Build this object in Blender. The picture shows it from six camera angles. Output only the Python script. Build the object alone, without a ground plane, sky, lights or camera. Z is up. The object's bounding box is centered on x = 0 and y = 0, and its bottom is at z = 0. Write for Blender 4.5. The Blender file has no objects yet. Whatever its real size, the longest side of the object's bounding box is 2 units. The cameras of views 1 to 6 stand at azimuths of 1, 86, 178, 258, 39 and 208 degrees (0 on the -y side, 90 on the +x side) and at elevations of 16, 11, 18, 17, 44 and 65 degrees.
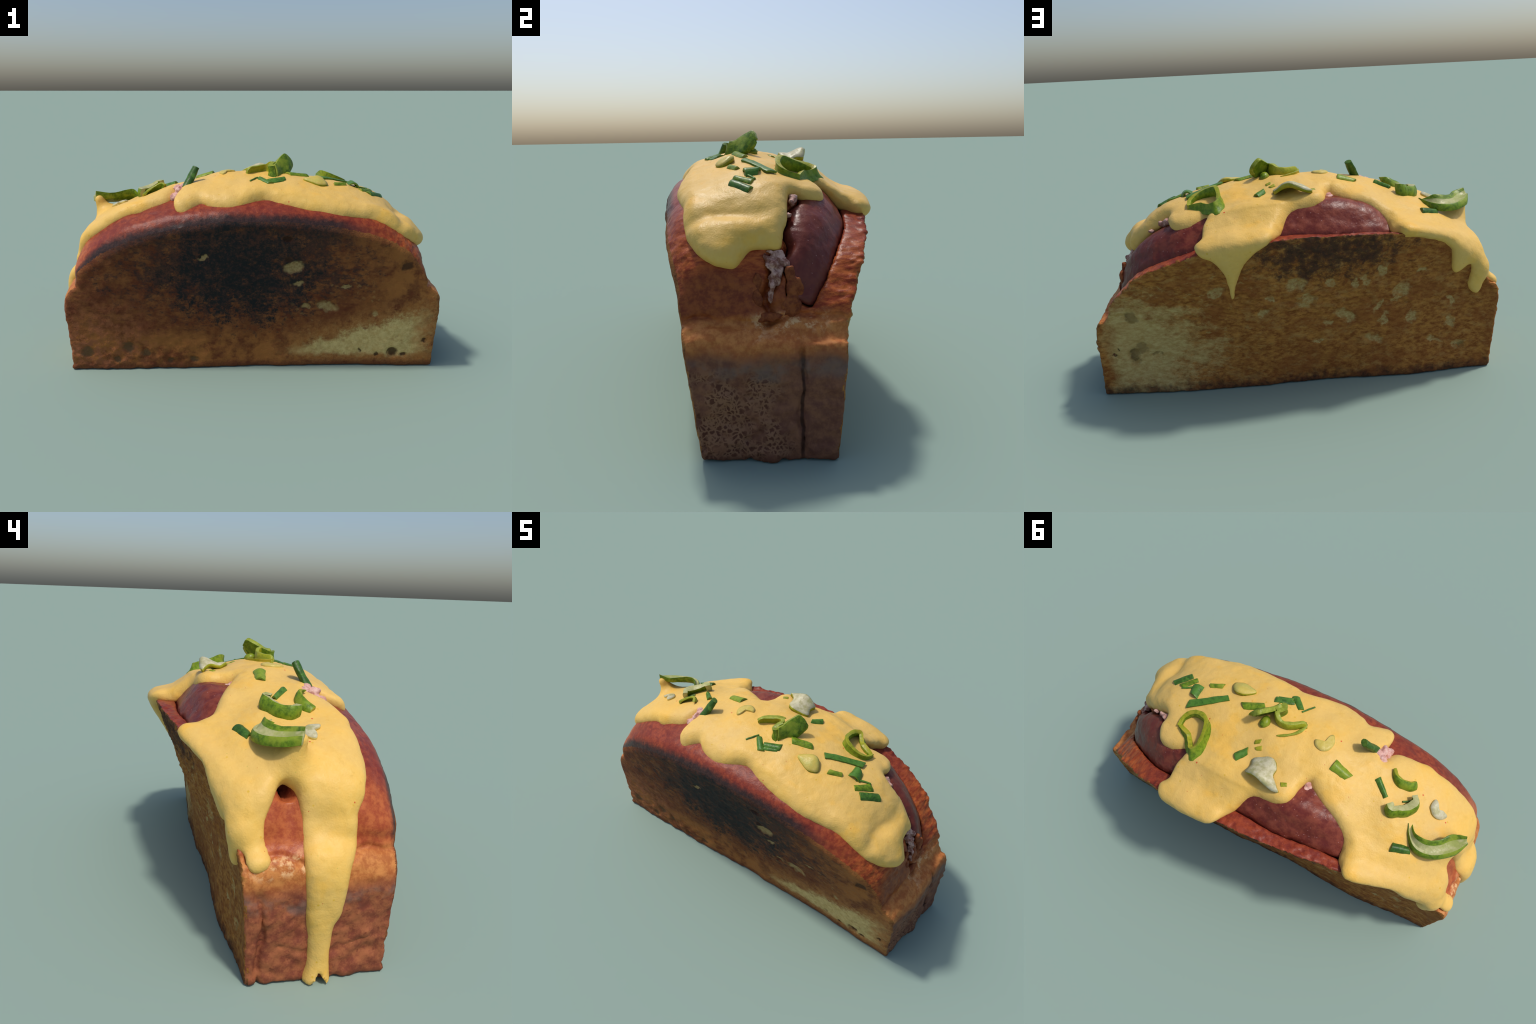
"""Split-top toasted bun with sausage, cheese sauce and chopped spring onion.
Built from cross-section profiles blended into an implicit body, then meshed."""
import bpy, bmesh, math, random
import numpy as np
from mathutils import Vector, noise as mnoise

random.seed(7)
RNG = np.random.default_rng(7)
H = 0.0075                     # meshing step
CX, CZ = 0.0, 0.12             # pole of the polar profiles

# ------------------------------------------------------------------ profiles
# Each station is the outline of the loaf in x-z (right bottom, over the arch, to
# left bottom) at one place across its width: v = -1 front ridge ... +1 back rim.
ENDS_R = [(.955, -.08), (.955, 0)]
ENDS_L = [(-.945, 0), (-.94, -.08)]
STATIONS = {
    -1.0: [(.955, -.08), (.955, 0), (.95, .12), (.958, .24), (.962, .33), (.943, .42), (.90, .47), (.878, .52), (.858, .545),
           (.808, .604), (.727, .675), (.638, .713), (.508, .75), (.381, .774), (.214, .792), (.049, .80),
           (-.116, .798), (-.239, .782), (-.364, .760), (-.482, .732), (-.595, .690), (-.711, .632), (-.80, .575),
           (-.85, .535), (-.865, .48), (-.925, .41), (-.945, .32), (-.938, .2), (-.93, .1), (-.935, 0), (-.93, -.08)],
    -.75: [(.96, -.08), (.96, 0), (.958, .12), (.967, .24), (.970, .34), (.955, .42), (.90, .475), (.882, .53), (.845, .635),
           (.765, .72), (.66, .79), (.5, .840), (.3, .872), (.1, .892), (-.1, .888), (-.3, .866), (-.45, .838),
           (-.6, .795), (-.72, .735), (-.81, .665), (-.865, .60), (-.892, .545), (-.892, .495), (-.945, .42), (-.955, .35), (-.945, .2),
           (-.938, .1), (-.942, 0), (-.94, -.08)],
    -.45: [(.962, -.08), (.962, 0), (.960, .12), (.972, .24), (.978, .33), (.966, .41), (.905, .472), (.888, .53), (.86, .63),
           (.785, .73), (.68, .81), (.5, .868), (.3, .913), (.1, .937), (-.1, .935), (-.3, .908), (-.45, .876),
           (-.6, .83), (-.72, .775), (-.81, .705), (-.865, .63), (-.892, .565), (-.897, .51), (-.945, .44), (-.960, .36), (-.948, .2),
           (-.942, .1), (-.945, 0), (-.942, -.08)],
    -.1: [(.965, -.08), (.965, 0), (.965, .12), (.975, .24), (.985, .33), (.972, .405), (.912, .455), (.885, .51), (.855, .60),
          (.81, .685), (.75, .765), (.62, .855), (.5, .893), (.3, .931), (.1, .953), (-.1, .956), (-.25, .928),
          (-.43, .884), (-.55, .843), (-.69, .791), (-.77, .748), (-.838, .675), (-.882, .59), (-.905, .52), (-.950, .46),
          (-.962, .38), (-.950, .2), (-.945, .1), (-.945, 0), (-.945, -.08)],
    .3: [(.986, -.08), (.986, 0), (.984, .12), (.975, .24), (.982, .32), (.975, .40), (.915, .445), (.885, .50), (.866, .58),
         (.806, .676), (.728, .762), (.614, .832), (.5, .868), (.3, .897), (.1, .915), (-.1, .925), (-.3, .897), (-.45, .856),
         (-.6, .815), (-.75, .752), (-.838, .672), (-.885, .575), (-.905, .51), (-.950, .46), (-.962, .38), (-.952, .2),
         (-.945, .1), (-.945, 0), (-.945, -.08)],
    .6: [(.986, -.08), (.986, 0), (.984, .12), (.975, .24), (.982, .32), (.975, .40), (.922, .43), (.888, .475), (.868, .55),
         (.823, .643), (.744, .727), (.628, .793), (.45, .850), (.25, .882), (.05, .902), (-.07, .912), (-.2, .90), (-.33, .865),
         (-.42, .825), (-.55, .795), (-.68, .755), (-.8, .69), (-.875, .595), (-.90, .51), (-.950, .46), (-.965, .38),
         (-.955, .2), (-.947, .1), (-.945, 0), (-.943, -.08)],
    .8: [(.990, -.08), (.990, 0), (.988, .12), (.982, .24), (.983, .32), (.972, .395), (.93, .415), (.895, .465), (.865, .525),
         (.80, .605), (.70, .677), (.60, .722), (.45, .772), (.3, .797), (.08, .814), (-.09, .810), (-.31, .795),
         (-.44, .775), (-.55, .755), (-.68, .708), (-.8, .642), (-.876, .56), (-.90, .49), (-.95, .45), (-.965, .38),
         (-.956, .2), (-.947, .1), (-.945, 0), (-.942, -.08)],
    1.0: [(.993, -.08), (.993, 0), (.991, .12), (.990, .24), (.99, .32), (.974, .395), (.93, .41), (.908, .47), (.857, .54),
          (.79, .60), (.76, .642), (.669, .685), (.597, .712), (.447, .76), (.3, .785), (.157, .80), (0, .812), (-.123, .807),
          (-.249, .80), (-.337, .795), (-.44, .783), (-.55, .756), (-.68, .705), (-.80, .632), (-.88, .55), (-.90, .50),
          (-.95, .46), (-.962, .40), (-.958, .3), (-.956, .19), (-.95, .09), (-.942, 0), (-.94, -.08)],
}


def catmull(pts, n, closed=False):
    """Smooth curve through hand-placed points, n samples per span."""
    P = np.array(pts, float)
    if closed:
        Q = np.vstack([P[-1:], P, P[:2]])
    else:
        Q = np.vstack([2 * P[0] - P[1], P, 2 * P[-1] - P[-2]])
    t = np.linspace(0, 1, n, endpoint=False)[:, None]
    out = []
    for i in range(1, len(Q) - 2):
        a, b, c, d = Q[i - 1], Q[i], Q[i + 1], Q[i + 2]
        out.append(.5 * (2 * b + (c - a) * t + (2 * a - 5 * b + 4 * c - d) * t ** 2 + (3 * b - a - 3 * c + d) * t ** 3))
    if not closed:
        out.append(P[-1:])
    return np.vstack(out)


TH = np.linspace(-.35, math.pi + .35, 900)
VS = np.linspace(-1, 1, 161)


def theta_of(x, z):
    a = np.arctan2(z - CZ, x - CX)
    return np.where(a < -math.pi / 2, a + 2 * math.pi, a)


def radius_table():
    rows, vs = [], sorted(STATIONS)
    for v in vs:
        c = catmull(STATIONS[v], 8)
        th, r = theta_of(c[:, 0], c[:, 1]), np.hypot(c[:, 0] - CX, c[:, 1] - CZ)
        o = np.argsort(th)
        rows.append(np.interp(TH, th[o], r[o]))
    # the crust rises steeply just behind the front ridge
    rows.insert(1, rows[0] + .44 * (rows[1] - rows[0]))
    vs = [vs[0], -.94] + vs[1:]
    rows = np.array(rows)
    # monotone-ish cubic across the width
    m = np.gradient(rows, np.array(vs), axis=0)
    out = np.empty((len(VS), len(TH)))
    for k, v in enumerate(VS):
        i = min(max(np.searchsorted(vs, v) - 1, 0), len(vs) - 2)
        h = vs[i + 1] - vs[i]
        t = (v - vs[i]) / h
        out[k] = ((2 * t ** 3 - 3 * t ** 2 + 1) * rows[i] + (t ** 3 - 2 * t ** 2 + t) * h * m[i]
                  + (-2 * t ** 3 + 3 * t ** 2) * rows[i + 1] + (t ** 3 - t ** 2) * h * m[i + 1])
    return out


RT = radius_table()
# the poured sauce spans the groove: chord from the sausage to the rim
_vv = np.clip((VS[:, None] - .5) / .5, 0, 1)
_i5 = int(.75 * (len(VS) - 1))
_chord = RT[_i5] * (1 - _vv) + RT[-1] * _vv
_h = np.maximum(.04 - np.abs(_chord - RT), 0) / .04
RT_POUR = np.where(_vv > 0, np.maximum(_chord, RT) + _h * _h * .004 * np.minimum(1, 4 * _vv * (1 - _vv)), RT)
RT_POUR = RT + .8 * (RT_POUR - RT)


def bilinear(tab, u, v):
    """Look up tab[u, v] at fractional indices."""
    u = np.clip(u, 0, tab.shape[0] - 1.001)
    v = np.clip(v, 0, tab.shape[1] - 1.001)
    i, j = u.astype(np.int32), v.astype(np.int32)
    a, b = u - i, v - j
    return (tab[i, j] * (1 - a) * (1 - b) + tab[i + 1, j] * a * (1 - b)
            + tab[i, j + 1] * (1 - a) * b + tab[i + 1, j + 1] * a * b)


def curve_x(pairs):
    c = catmull(sorted(pairs), 8)
    return lambda x: np.interp(x, c[:, 0], c[:, 1])


ridge_y = curve_x([(-1, -.38), (-.93, -.382), (-.85, -.398), (-.71, -.420), (-.55, -.432), (-.36, -.434), (-.17, -.437), (0, -.434),
                   (.135, -.429), (.38, -.416), (.51, -.405), (.64, -.394), (.73, -.38), (.81, -.358), (.86, -.345), (.95, -.332), (1, -.33)])
ridge_z = curve_x([(-1, .40), (-.93, .42), (-.85, .53), (-.711, .632), (-.595, .690), (-.36, .761), (-.116, .798), (.05, .80),
                   (.381, .774), (.64, .713), (.81, .604), (.86, .54), (.95, .42), (1, .4)])
rim_y = curve_x([(-1, .175), (-.93, .182), (-.83, .198), (-.74, .224), (-.66, .254), (-.55, .295), (-.44, .326), (-.34, .346), (-.12, .383),
                 (.08, .40), (.25, .397), (.45, .383), (.6, .363), (.67, .346), (.76, .315), (.83, .28), (.9, .236), (.95, .214), (1, .214)])
rim_z = curve_x([(-1, .40), (-.93, .48), (-.80, .632), (-.68, .705), (-.55, .756), (-.34, .795), (0, .812), (.3, .785), (.6, .712),
                 (.76, .642), (.86, .54), (.95, .40), (1, .40)])
groove_v = curve_x([(-1, .86), (-.4, .833), (-.2, .82), (-.09, .82), (.08, .775), (.45, .765), (.55, .765), (.62, .73), (.72, .67), (.80, .61), (.87, .51), (1, .48)])
front_foot = curve_x([(-1.1, -.364), (-.92, -.362), (-.64, -.354), (-.33, -.336), (-.1, -.318), (.05, -.301), (.16, -.303), (.39, -.289), (.58, -.283), (.96, -.279), (1.1, -.278)])
back_foot = curve_x([(-1.1, .15), (-.943, .154), (-.776, .165), (-.57, .187), (-.375, .19), (-.18, .18), (.04, .186), (.2, .202), (.39, .202), (.58, .208), (.75, .196), (.982, .178), (1.1, .17)])


def smax(a, b, k):
    h = np.maximum(k - np.abs(a - b), 0) / k
    return np.maximum(a, b) + h * h * k * .25


def smin(a, b, k):
    return -smax(-a, -b, k)


def gauss(t):
    return np.exp(-t * t)


def side_planes(X, Z):
    """Front and back cut faces: hollowed between foot and rim, straighter at the right end."""
    tf = np.clip(Z / ridge_z(X), 0, 1.15)
    pf = np.interp(X, [-.95, -.7, .1, .35, .62, .95], [1.25, 1.5, 1.65, 1.4, 1.2, 1.0])
    f0, b0 = front_foot(X), back_foot(X)
    yf = f0 + (ridge_y(X) - f0) * tf ** pf
    tb = np.clip(Z / rim_z(X), 0, 1.1)
    pb = np.interp(X, [-.97, -.85, -.6, -.3, 0, .15, .32, .5, .82, .92, .975], [1.6, 2.4, 3.0, 1.7, 1.4, 1.4, 1.7, 2.0, 2.8, 2.6, .9])
    yb = b0 + (rim_y(X) - b0) * tb ** pb
    dish = np.interp(X, [-.95, -.8, -.5, -.1, .2, .5, .75, .88], [0, .014, .016, .012, .020, .026, .018, 0])
    yb = yb - dish * np.sin(np.pi * np.clip(tb, 0, 1) ** .75)
    # the face sits a little behind the lip of the crust above it
    yf = yf + .003 * np.clip((.975 - tf) / .025, 0, 1) * np.clip((.75 - np.abs(X)) * 6, 0, 1)
    return yf, yb


def width_coord(X, Y):
    """v across the loaf, bent so that the groove behind the sausage is at .8"""
    a, b = ridge_y(X), rim_y(X)
    v = np.clip(2 * (Y - a) / (b - a) - 1, -1, 1)
    g = groove_v(X)
    return np.where(v < g, -1 + (v + 1) * 1.8 / (g + 1), .8 + (v - g) * .2 / (1 - g))


# the tear between the front of the bun and the sausage: x, y, z
SPLIT = np.array([(.93, -.062, .42), (.909, -.058, .45), (.87, -.03, .56), (.823, .0, .66), (.778, .026, .745), (.734, .042, .787), (.617, .075, .854),
                  (.4, .09, .9), (0, .09, .95), (-.16, .07, .94), (-.4, .04, .89), (-.7, .0, .78), (-.832, .008, .70), (-.88, .008, .60), (-.91, .008, .52)])
_t = theta_of(SPLIT[:, 0], SPLIT[:, 2])
split_y = lambda th: np.interp(th, _t, SPLIT[:, 1])


def body_parts(X, Y, Z):
    th = theta_of(X, Z)
    r = np.hypot(X - CX, Z - CZ)
    v = width_coord(X, Y)
    R = bilinear(RT, (v + 1) / 2 * (len(VS) - 1), (th - TH[0]) / (TH[1] - TH[0]))
    return th, r, v, R


def eikonal(f):
    g = np.gradient(f, H)
    return f / np.clip(np.sqrt(g[0] ** 2 + g[1] ** 2 + g[2] ** 2), .6, 3)


def loaf(X, Y, Z, R, r, k=.013):
    yf, yb = side_planes(X, Z)
    f = eikonal((r - R).astype(np.float32))
    f = smax(f, yf - Y, k)
    f = smax(f, Y - yb, k * .7)
    return f


# ------------------------------------------------------------------ meshing
def surface_nets(f, origin, h):
    """Dual mesh of the zero set of the field f sampled on a grid."""
    s = f < 0
    nx, ny, nz = f.shape
    pos = np.zeros((nx - 1, ny - 1, nz - 1, 3), np.float32)
    cnt = np.zeros((nx - 1, ny - 1, nz - 1), np.int16)
    cor = [(i, j, k) for i in (0, 1) for j in (0, 1) for k in (0, 1)]
    view = lambda a, c: a[c[0]:nx - 1 + c[0], c[1]:ny - 1 + c[1], c[2]:nz - 1 + c[2]]
    for c in cor:
        for ax in range(3):
            if c[ax]:
                continue
            d = list(c); d[ax] = 1
            m = view(s, c) != view(s, d)
            idx = np.nonzero(m)
            fa, fb = view(f, c)[idx], view(f, d)[idx]
            t = fa / (fa - fb)
            p = np.tile(np.array(c, np.float32), (len(t), 1))
            p[:, ax] = t
            pos[idx] += p
            cnt[idx] += 1
    act = cnt > 0
    ids = np.full(cnt.shape, -1, np.int64)
    ids[act] = np.arange(act.sum())
    base = np.argwhere(act)
    verts = (base + pos[act] / cnt[act][:, None]) * h + np.array(origin)
    quads = []
    for ax in range(3):
        b, c = [(1, 2), (2, 0), (0, 1)][ax]
        lo = [slice(None)] * 3; hi = [slice(None)] * 3
        lo[ax] = slice(0, -1); hi[ax] = slice(1, None)
        ch = s[tuple(lo)] != s[tuple(hi)]
        e = np.argwhere(ch)
        sz = np.array(cnt.shape)
        ok = np.all([(e[:, b] > 0), (e[:, c] > 0), (e[:, b] < sz[b]), (e[:, c] < sz[c])], axis=0)
        e = e[ok]
        def at(db, dc):
            q = e.copy(); q[:, b] -= db; q[:, c] -= dc
            return ids[q[:, 0], q[:, 1], q[:, 2]]
        q = np.stack([at(1, 1), at(0, 1), at(0, 0), at(1, 0)], 1)
        flip = ~s[e[:, 0], e[:, 1], e[:, 2]]
        q[flip] = q[flip][:, ::-1]
        quads.append(q)
    return verts, np.vstack(quads)


def relax(verts, quads, times, amount=.5):
    """Laplacian smoothing followed by an inflating step (Taubin)."""
    e = np.vstack([quads[:, [0, 1]], quads[:, [1, 2]], quads[:, [2, 3]], quads[:, [3, 0]]])
    n = len(verts)
    deg = np.bincount(e[:, 0], minlength=n) + np.bincount(e[:, 1], minlength=n)
    for i in range(times * 2):
        acc = np.zeros_like(verts)
        for k in range(3):
            acc[:, k] = (np.bincount(e[:, 0], verts[e[:, 1], k], n) + np.bincount(e[:, 1], verts[e[:, 0], k], n))
        d = acc / np.maximum(deg, 1)[:, None] - verts
        verts = verts + d * (amount if i % 2 == 0 else -amount * 1.04)
    return verts


def normals_of(verts, quads):
    a = verts[quads[:, 2]] - verts[quads[:, 0]]
    b = verts[quads[:, 3]] - verts[quads[:, 1]]
    fn = np.cross(a, b)
    vn = np.zeros_like(verts)
    for k in range(4):
        for c in range(3):
            vn[:, c] += np.bincount(quads[:, k], fn[:, c], len(verts))
    return vn / np.maximum(np.linalg.norm(vn, axis=1), 1e-9)[:, None]


def fractal(P, scale, octaves=2, offset=(0, 0, 0)):
    o = Vector(offset)
    out = np.zeros(len(P))
    amp = 1.0
    for _ in range(octaves):
        out += amp * np.array([mnoise.noise(Vector(p) * scale + o) for p in P])
        scale *= 2.1; amp *= .5
    return out


def mesh_object(name, verts, faces, mats, parent=None, smooth=True):
    me = bpy.data.meshes.new(name)
    me.from_pydata([tuple(v) for v in verts], [], [tuple(int(i) for i in f) for f in faces])
    me.update()
    for m in (mats if isinstance(mats, (list, tuple)) else [mats]):
        me.materials.append(m)
    if smooth:
        me.polygons.foreach_set("use_smooth", [True] * len(me.polygons))
    ob = bpy.data.objects.new(name, me)
    bpy.context.scene.collection.objects.link(ob)
    ob.parent = parent
    return ob


# pale crumb pores on the two cut faces: x, z, half sizes, turn (deg), depth
PORES_FRONT = [(.216, .573, .055, .032, 20, .012), (-.232, .626, .026, .013, 25, .008), (.243, .481, .028, .016, 0, .007),
               (.391, .350, .056, .030, -20, .010), (.281, .351, .026, .020, 0, .008), (.477, .460, .030, .014, 10, .006), (.634, .309, .020, .024, 0, .005)]
HOLES_FRONT = [(.746, .080, .028, .028, 0, .020), (.906, .154, .014, .014, 0, .010), (.661, .067, .011, .014, 0, .008), (.575, .087, .006, .014, 30, .010),
               (.803, .066, .018, .014, 0, .008), (.183, .722, .026, .014, 0, .014), (.194, .612, .022, .016, 0, .010), (.775, .575, .030, .030, 0, .008),
               (-.637, .127, .034, .030, 0, .012), (-.850, .104, .030, .034, 0, .010), (-.547, .090, .024, .026, 0, .008), (-.70, .060, .02, .02, 0, .010), (-.30, .05, .022, .016, 0, .010), (-.42, .045, .02, .014, 0, .010)]
PORES_BACK = [(.043, .565, .050, .036, -10, .010), (-.010, .461, .044, .048, 0, .010), (-.206, .362, .060, .028, 35, .010), (-.367, .592, .025, .036, 0, .008),
              (-.122, .559, .024, .020, 0, .006), (-.288, .551, .018, .024, 0, .006), (-.240, .538, .016, .028, 20, .006), (.197, .419, .036, .022, -20, .006),
              (.397, .545, .040, .022, -25, .008), (.155, .491, .022, .016, 0, .005), (-.339, .218, .055, .022, 20, .008), (-.071, .233, .024, .016, 0, .005), (-.114, .330, .026, .018, 20, .005),
              (-.390, .332, .016, .042, 15, .005), (-.565, .570, .028, .022, 10, .006), (-.468, .477, .036, .045, 25, .007), (-.530, .320, .030, .034, 20, .007),
              (-.726, .386, .034, .018, 45, .006), (-.642, .180, .040, .016, 15, .006), (-.776, .139, .030, .020, 0, .008), (-.450, .420, .028, .014, 0, .005), (-.727, .271, .018, .036, -10, .005), (-.36, .40, .014, .04, 15, .005)]
HOLES_BACK = [(.824, .175, .022, .016, 0, .020), (.915, .218, .008, .010, 0, .012), (.897, .244, .006, .007, 0, .010), (-.79, .125, .016, .012, 0, .012), (.815, .417, .03, .045, 0, .008),
              (.825, .215, .026, .036, 20, .014), (.785, .25, .03, .03, 20, .006), (.717, .208, .026, .018, -20, .008)]

# ------------------------------------------------------------------ materials
MAT = {}


class Nodes:
    """Small helper: each method adds a node and returns its output socket."""

    def __init__(self, name, rough=.6, spec=.4, **kw):
        self.m = bpy.data.materials.new(name)
        self.m.use_nodes = True
        self.t = self.m.node_tree
        self.t.nodes.clear()
        out = self.t.nodes.new("ShaderNodeOutputMaterial")
        self.b = self.t.nodes.new("ShaderNodeBsdfPrincipled")
        self.t.links.new(self.b.outputs[0], out.inputs[0])
        self.out = out
        self.set("Roughness", rough)
        self.set("Specular IOR Level", spec)
        self.pos = self.t.nodes.new("ShaderNodeTexCoord").outputs["Object"]
        s = self.t.nodes.new("ShaderNodeSeparateXYZ")
        self.t.links.new(self.pos, s.inputs[0])
        self.x, self.y, self.z = s.outputs
        MAT[name] = self.m

    def set(self, key, v):
        i = self.b.inputs[key]
        self.plug(i, v)

    def plug(self, i, v):
        if hasattr(v, "is_linked") or isinstance(v, bpy.types.NodeSocket):
            self.t.links.new(v, i)
        elif isinstance(v, tuple) and len(v) == 3 and i.type == "RGBA":
            i.default_value = (*v, 1)
        else:
            i.default_value = v

    def math(self, op, a, b=0.0, c=None, clamp=False):
        n = self.t.nodes.new("ShaderNodeMath")
        n.operation, n.use_clamp = op, clamp
        self.plug(n.inputs[0], a); self.plug(n.inputs[1], b)
        if c is not None:
            self.plug(n.inputs[2], c)
        return n.outputs[0]

    def add(self, a, b): return self.math("ADD", a, b)
    def sub(self, a, b): return self.math("SUBTRACT", a, b)
    def mul(self, a, b): return self.math("MULTIPLY", a, b)
    def mx(self, a, b): return self.math("MAXIMUM", a, b)
    def mn(self, a, b): return self.math("MINIMUM", a, b)

    def step(self, v, lo, hi):
        """smooth 0..1 between lo and hi (lo may exceed hi)"""
        n = self.t.nodes.new("ShaderNodeMapRange")
        n.interpolation_type = "SMOOTHSTEP"
        flip = lo > hi
        self.plug(n.inputs[0], v)
        n.inputs[1].default_value, n.inputs[2].default_value = min(lo, hi), max(lo, hi)
        n.inputs[3].default_value, n.inputs[4].default_value = (1, 0) if flip else (0, 1)
        return n.outputs[0]

    def warp(self, scale=(1, 1, 1), rot=(0, 0, 0), loc=(0, 0, 0), src=None, kind="POINT"):
        n = self.t.nodes.new("ShaderNodeMapping")
        n.vector_type = kind
        self.plug(n.inputs[0], src or self.pos)
        n.inputs[1].default_value, n.inputs[2].default_value, n.inputs[3].default_value = loc, rot, scale
        return n.outputs[0]

    def noise(self, scale, detail=3, rough=.55, src=None, dist=0, colour=False):
        n = self.t.nodes.new("ShaderNodeTexNoise")
        self.plug(n.inputs["Vector"], src or self.pos)
        n.inputs["Scale"].default_value, n.inputs["Detail"].default_value = scale, detail
        n.inputs["Roughness"].default_value, n.inputs["Distortion"].default_value = rough, dist
        return n.outputs["Color" if colour else "Fac"]

    def voronoi(self, scale, src=None, feature="F1", out="Distance", rand=1):
        n = self.t.nodes.new("ShaderNodeTexVoronoi")
        n.feature = feature
        self.plug(n.inputs["Vector"], src or self.pos)
        n.inputs["Scale"].default_value, n.inputs["Randomness"].default_value = scale, rand
        return n.outputs[out]

    def mix(self, f, a, b):
        n = self.t.nodes.new("ShaderNodeMix")
        n.data_type = "RGBA"
        self.plug(n.inputs[0], f); self.plug(n.inputs[6], a); self.plug(n.inputs[7], b)
        return n.outputs[2]

    def jiggle(self, scale, amount):
        """object position shaken by noise, for ragged borders"""
        c = self.noise(scale, 3, colour=True)
        n = self.t.nodes.new("ShaderNodeVectorMath"); n.operation = "SUBTRACT"
        self.plug(n.inputs[0], c); n.inputs[1].default_value = (.5, .5, .5)
        m = self.t.nodes.new("ShaderNodeVectorMath"); m.operation = "MULTIPLY_ADD"
        self.t.links.new(n.outputs[0], m.inputs[0]); m.inputs[1].default_value = (amount,) * 3
        self.plug(m.inputs[2], self.pos)
        return m.outputs[0]

    def ovals(self, items, src, inner=.6, outer=1.2):
        best = None
        for (px, pz, rx, rz, deg, _) in items:
            q = self.warp((rx, 1e4, rz), (0, -math.radians(deg), 0), (px, 0, pz), src, "TEXTURE")
            n = self.t.nodes.new("ShaderNodeVectorMath"); n.operation = "LENGTH"
            self.plug(n.inputs[0], q)
            best = n.outputs["Value"] if best is None else self.mn(best, n.outputs["Value"])
        return self.step(best, outer, inner)

    def bump(self, h, strength=.4, dist=.01):
        n = self.t.nodes.new("ShaderNodeBump")
        n.inputs["Strength"].default_value, n.inputs["Distance"].default_value = strength, dist
        self.plug(n.inputs["Height"], h)
        self.t.links.new(n.outputs[0], self.b.inputs["Normal"])


def oval_value(k, cx, cz, rx, rz):
    """1 at the centre of an ellipse in x-z, 0 on it, negative outside"""
    a = k.mul(k.sub(k.x, cx), 1 / rx); b = k.mul(k.sub(k.z, cz), 1 / rz)
    return k.sub(1.0, k.add(k.mul(a, a), k.mul(b, b)))


# --- front cut face: charred in the middle, crumb showing at the lower right
k = Nodes("front", .7, .12)
fine = k.noise(70, 4, .7)
mid = k.noise(14, 4, .65)
streak = k.noise(22, 4, .7, k.warp((1, 1, 2.6), (0, .25, 0)))
col = k.mix(k.step(mid, .35, .65), (.135, .036, .013), (.235, .085, .026))
col = k.mix(k.mul(k.step(streak, .45, .7), .7), col, (.090, .022, .011))
gold = k.add(k.step(k.x, .35, .95), k.mul(k.step(k.z, .30, .12), .8))
gold = k.mul(gold, k.step(k.noise(9, 4, .7), .38, .6))
col = k.mix(k.math("MINIMUM", gold, .85), col, (.36, .140, .036))
left = k.mul(k.step(k.x, -.35, -.75), k.step(k.z, .55, .1))
col = k.mix(k.mul(left, k.step(k.noise(26, 4, .7), .40, .62)), col, (.30, .105, .045))
ch = k.add(oval_value(k, -.06, .60, .70, .34), k.mul(k.sub(k.noise(24, 6, .8, k.warp((1, 1, 1.6))), .5), 5.0))
ch = k.add(ch, k.mul(k.sub(k.noise(6, 3, .6), .5), 2.0))
ch2 = k.add(oval_value(k, -.05, .53, .42, .31), k.mul(k.sub(k.noise(36, 6, .85), .5), 5.0))
ch2 = k.add(ch2, k.mul(k.sub(k.noise(8, 4, .7), .5), 2.6))
arc = k.mul(k.step(k.add(oval_value(k, -.03, .34, 1.0, .47), k.mul(k.sub(k.noise(20, 5, .75), .5), .5)), .34, .06), k.mul(k.step(k.x, .62, .30), k.mul(k.step(k.x, -.85, -.60), k.step(k.z, .42, .56))))
col = k.mix(k.mul(arc, .85), col, k.mix(k.step(fine, .35, .7), (.018, .017, .017), (.075, .024, .015)))
dark = k.mix(k.step(fine, .35, .7), (.020, .018, .018), (.085, .035, .024))
col = k.mix(k.mul(k.step(ch, .0, .9), .82), col, dark)
col = k.mix(k.mul(k.step(ch2, -.1, .9), k.step(k.noise(17, 5, .8, k.warp((1, 1, 2.0), (0, .3, 0))), .28, .50)), col, k.mix(k.step(fine, .45, .75), (.013, .015, .016), (.060, .030, .024)))
edge = k.add(k.sub(k.add(.055, k.mul(k.x, .33)), k.z), k.mul(k.sub(k.noise(13, 6, .8), .5), .22))
edge = k.add(edge, k.mul(k.sub(k.noise(5, 2), .5), .14))
halo = k.mul(k.step(edge, -.13, .01), k.step(k.x, .0, .4))
col = k.mix(k.mul(halo, k.mul(k.step(k.noise(24, 5, .8), .36, .56), .8)), col, k.mix(k.step(fine, .3, .7), (.30, .115, .030), (.42, .20, .065)))
crumb = k.mul(k.step(edge, .0, .06), k.step(k.add(k.z, k.mul(k.sub(k.noise(25, 3), .5), .07)), .045, .09))
crumb = k.mul(crumb, k.step(k.add(k.x, k.mul(k.sub(mid, .5), .2)), .95, .80))
crumb = k.mul(crumb, k.step(k.add(k.x, k.mul(k.sub(mid, .5), .3)), .12, .42))
pale = k.mix(k.step(k.noise(40, 4, .7), .3, .7), (.48, .325, .115), (.64, .475, .20))
col = k.mix(crumb, col, pale)
jig = k.jiggle(28, .05)
po = k.ovals(PORES_FRONT, jig)
col = k.mix(k.mul(po, .8), col, k.mix(k.step(fine, .3, .7), (.30, .18, .065), (.45, .33, .14)))
sp = k.mul(k.step(k.voronoi(30, k.jiggle(20, .04)), .34, .16), k.step(k.noise(6, 2), .50, .60))
sp = k.mul(sp, k.mul(k.step(k.x, .0, .35), k.step(k.z, .62, .45)))
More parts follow.
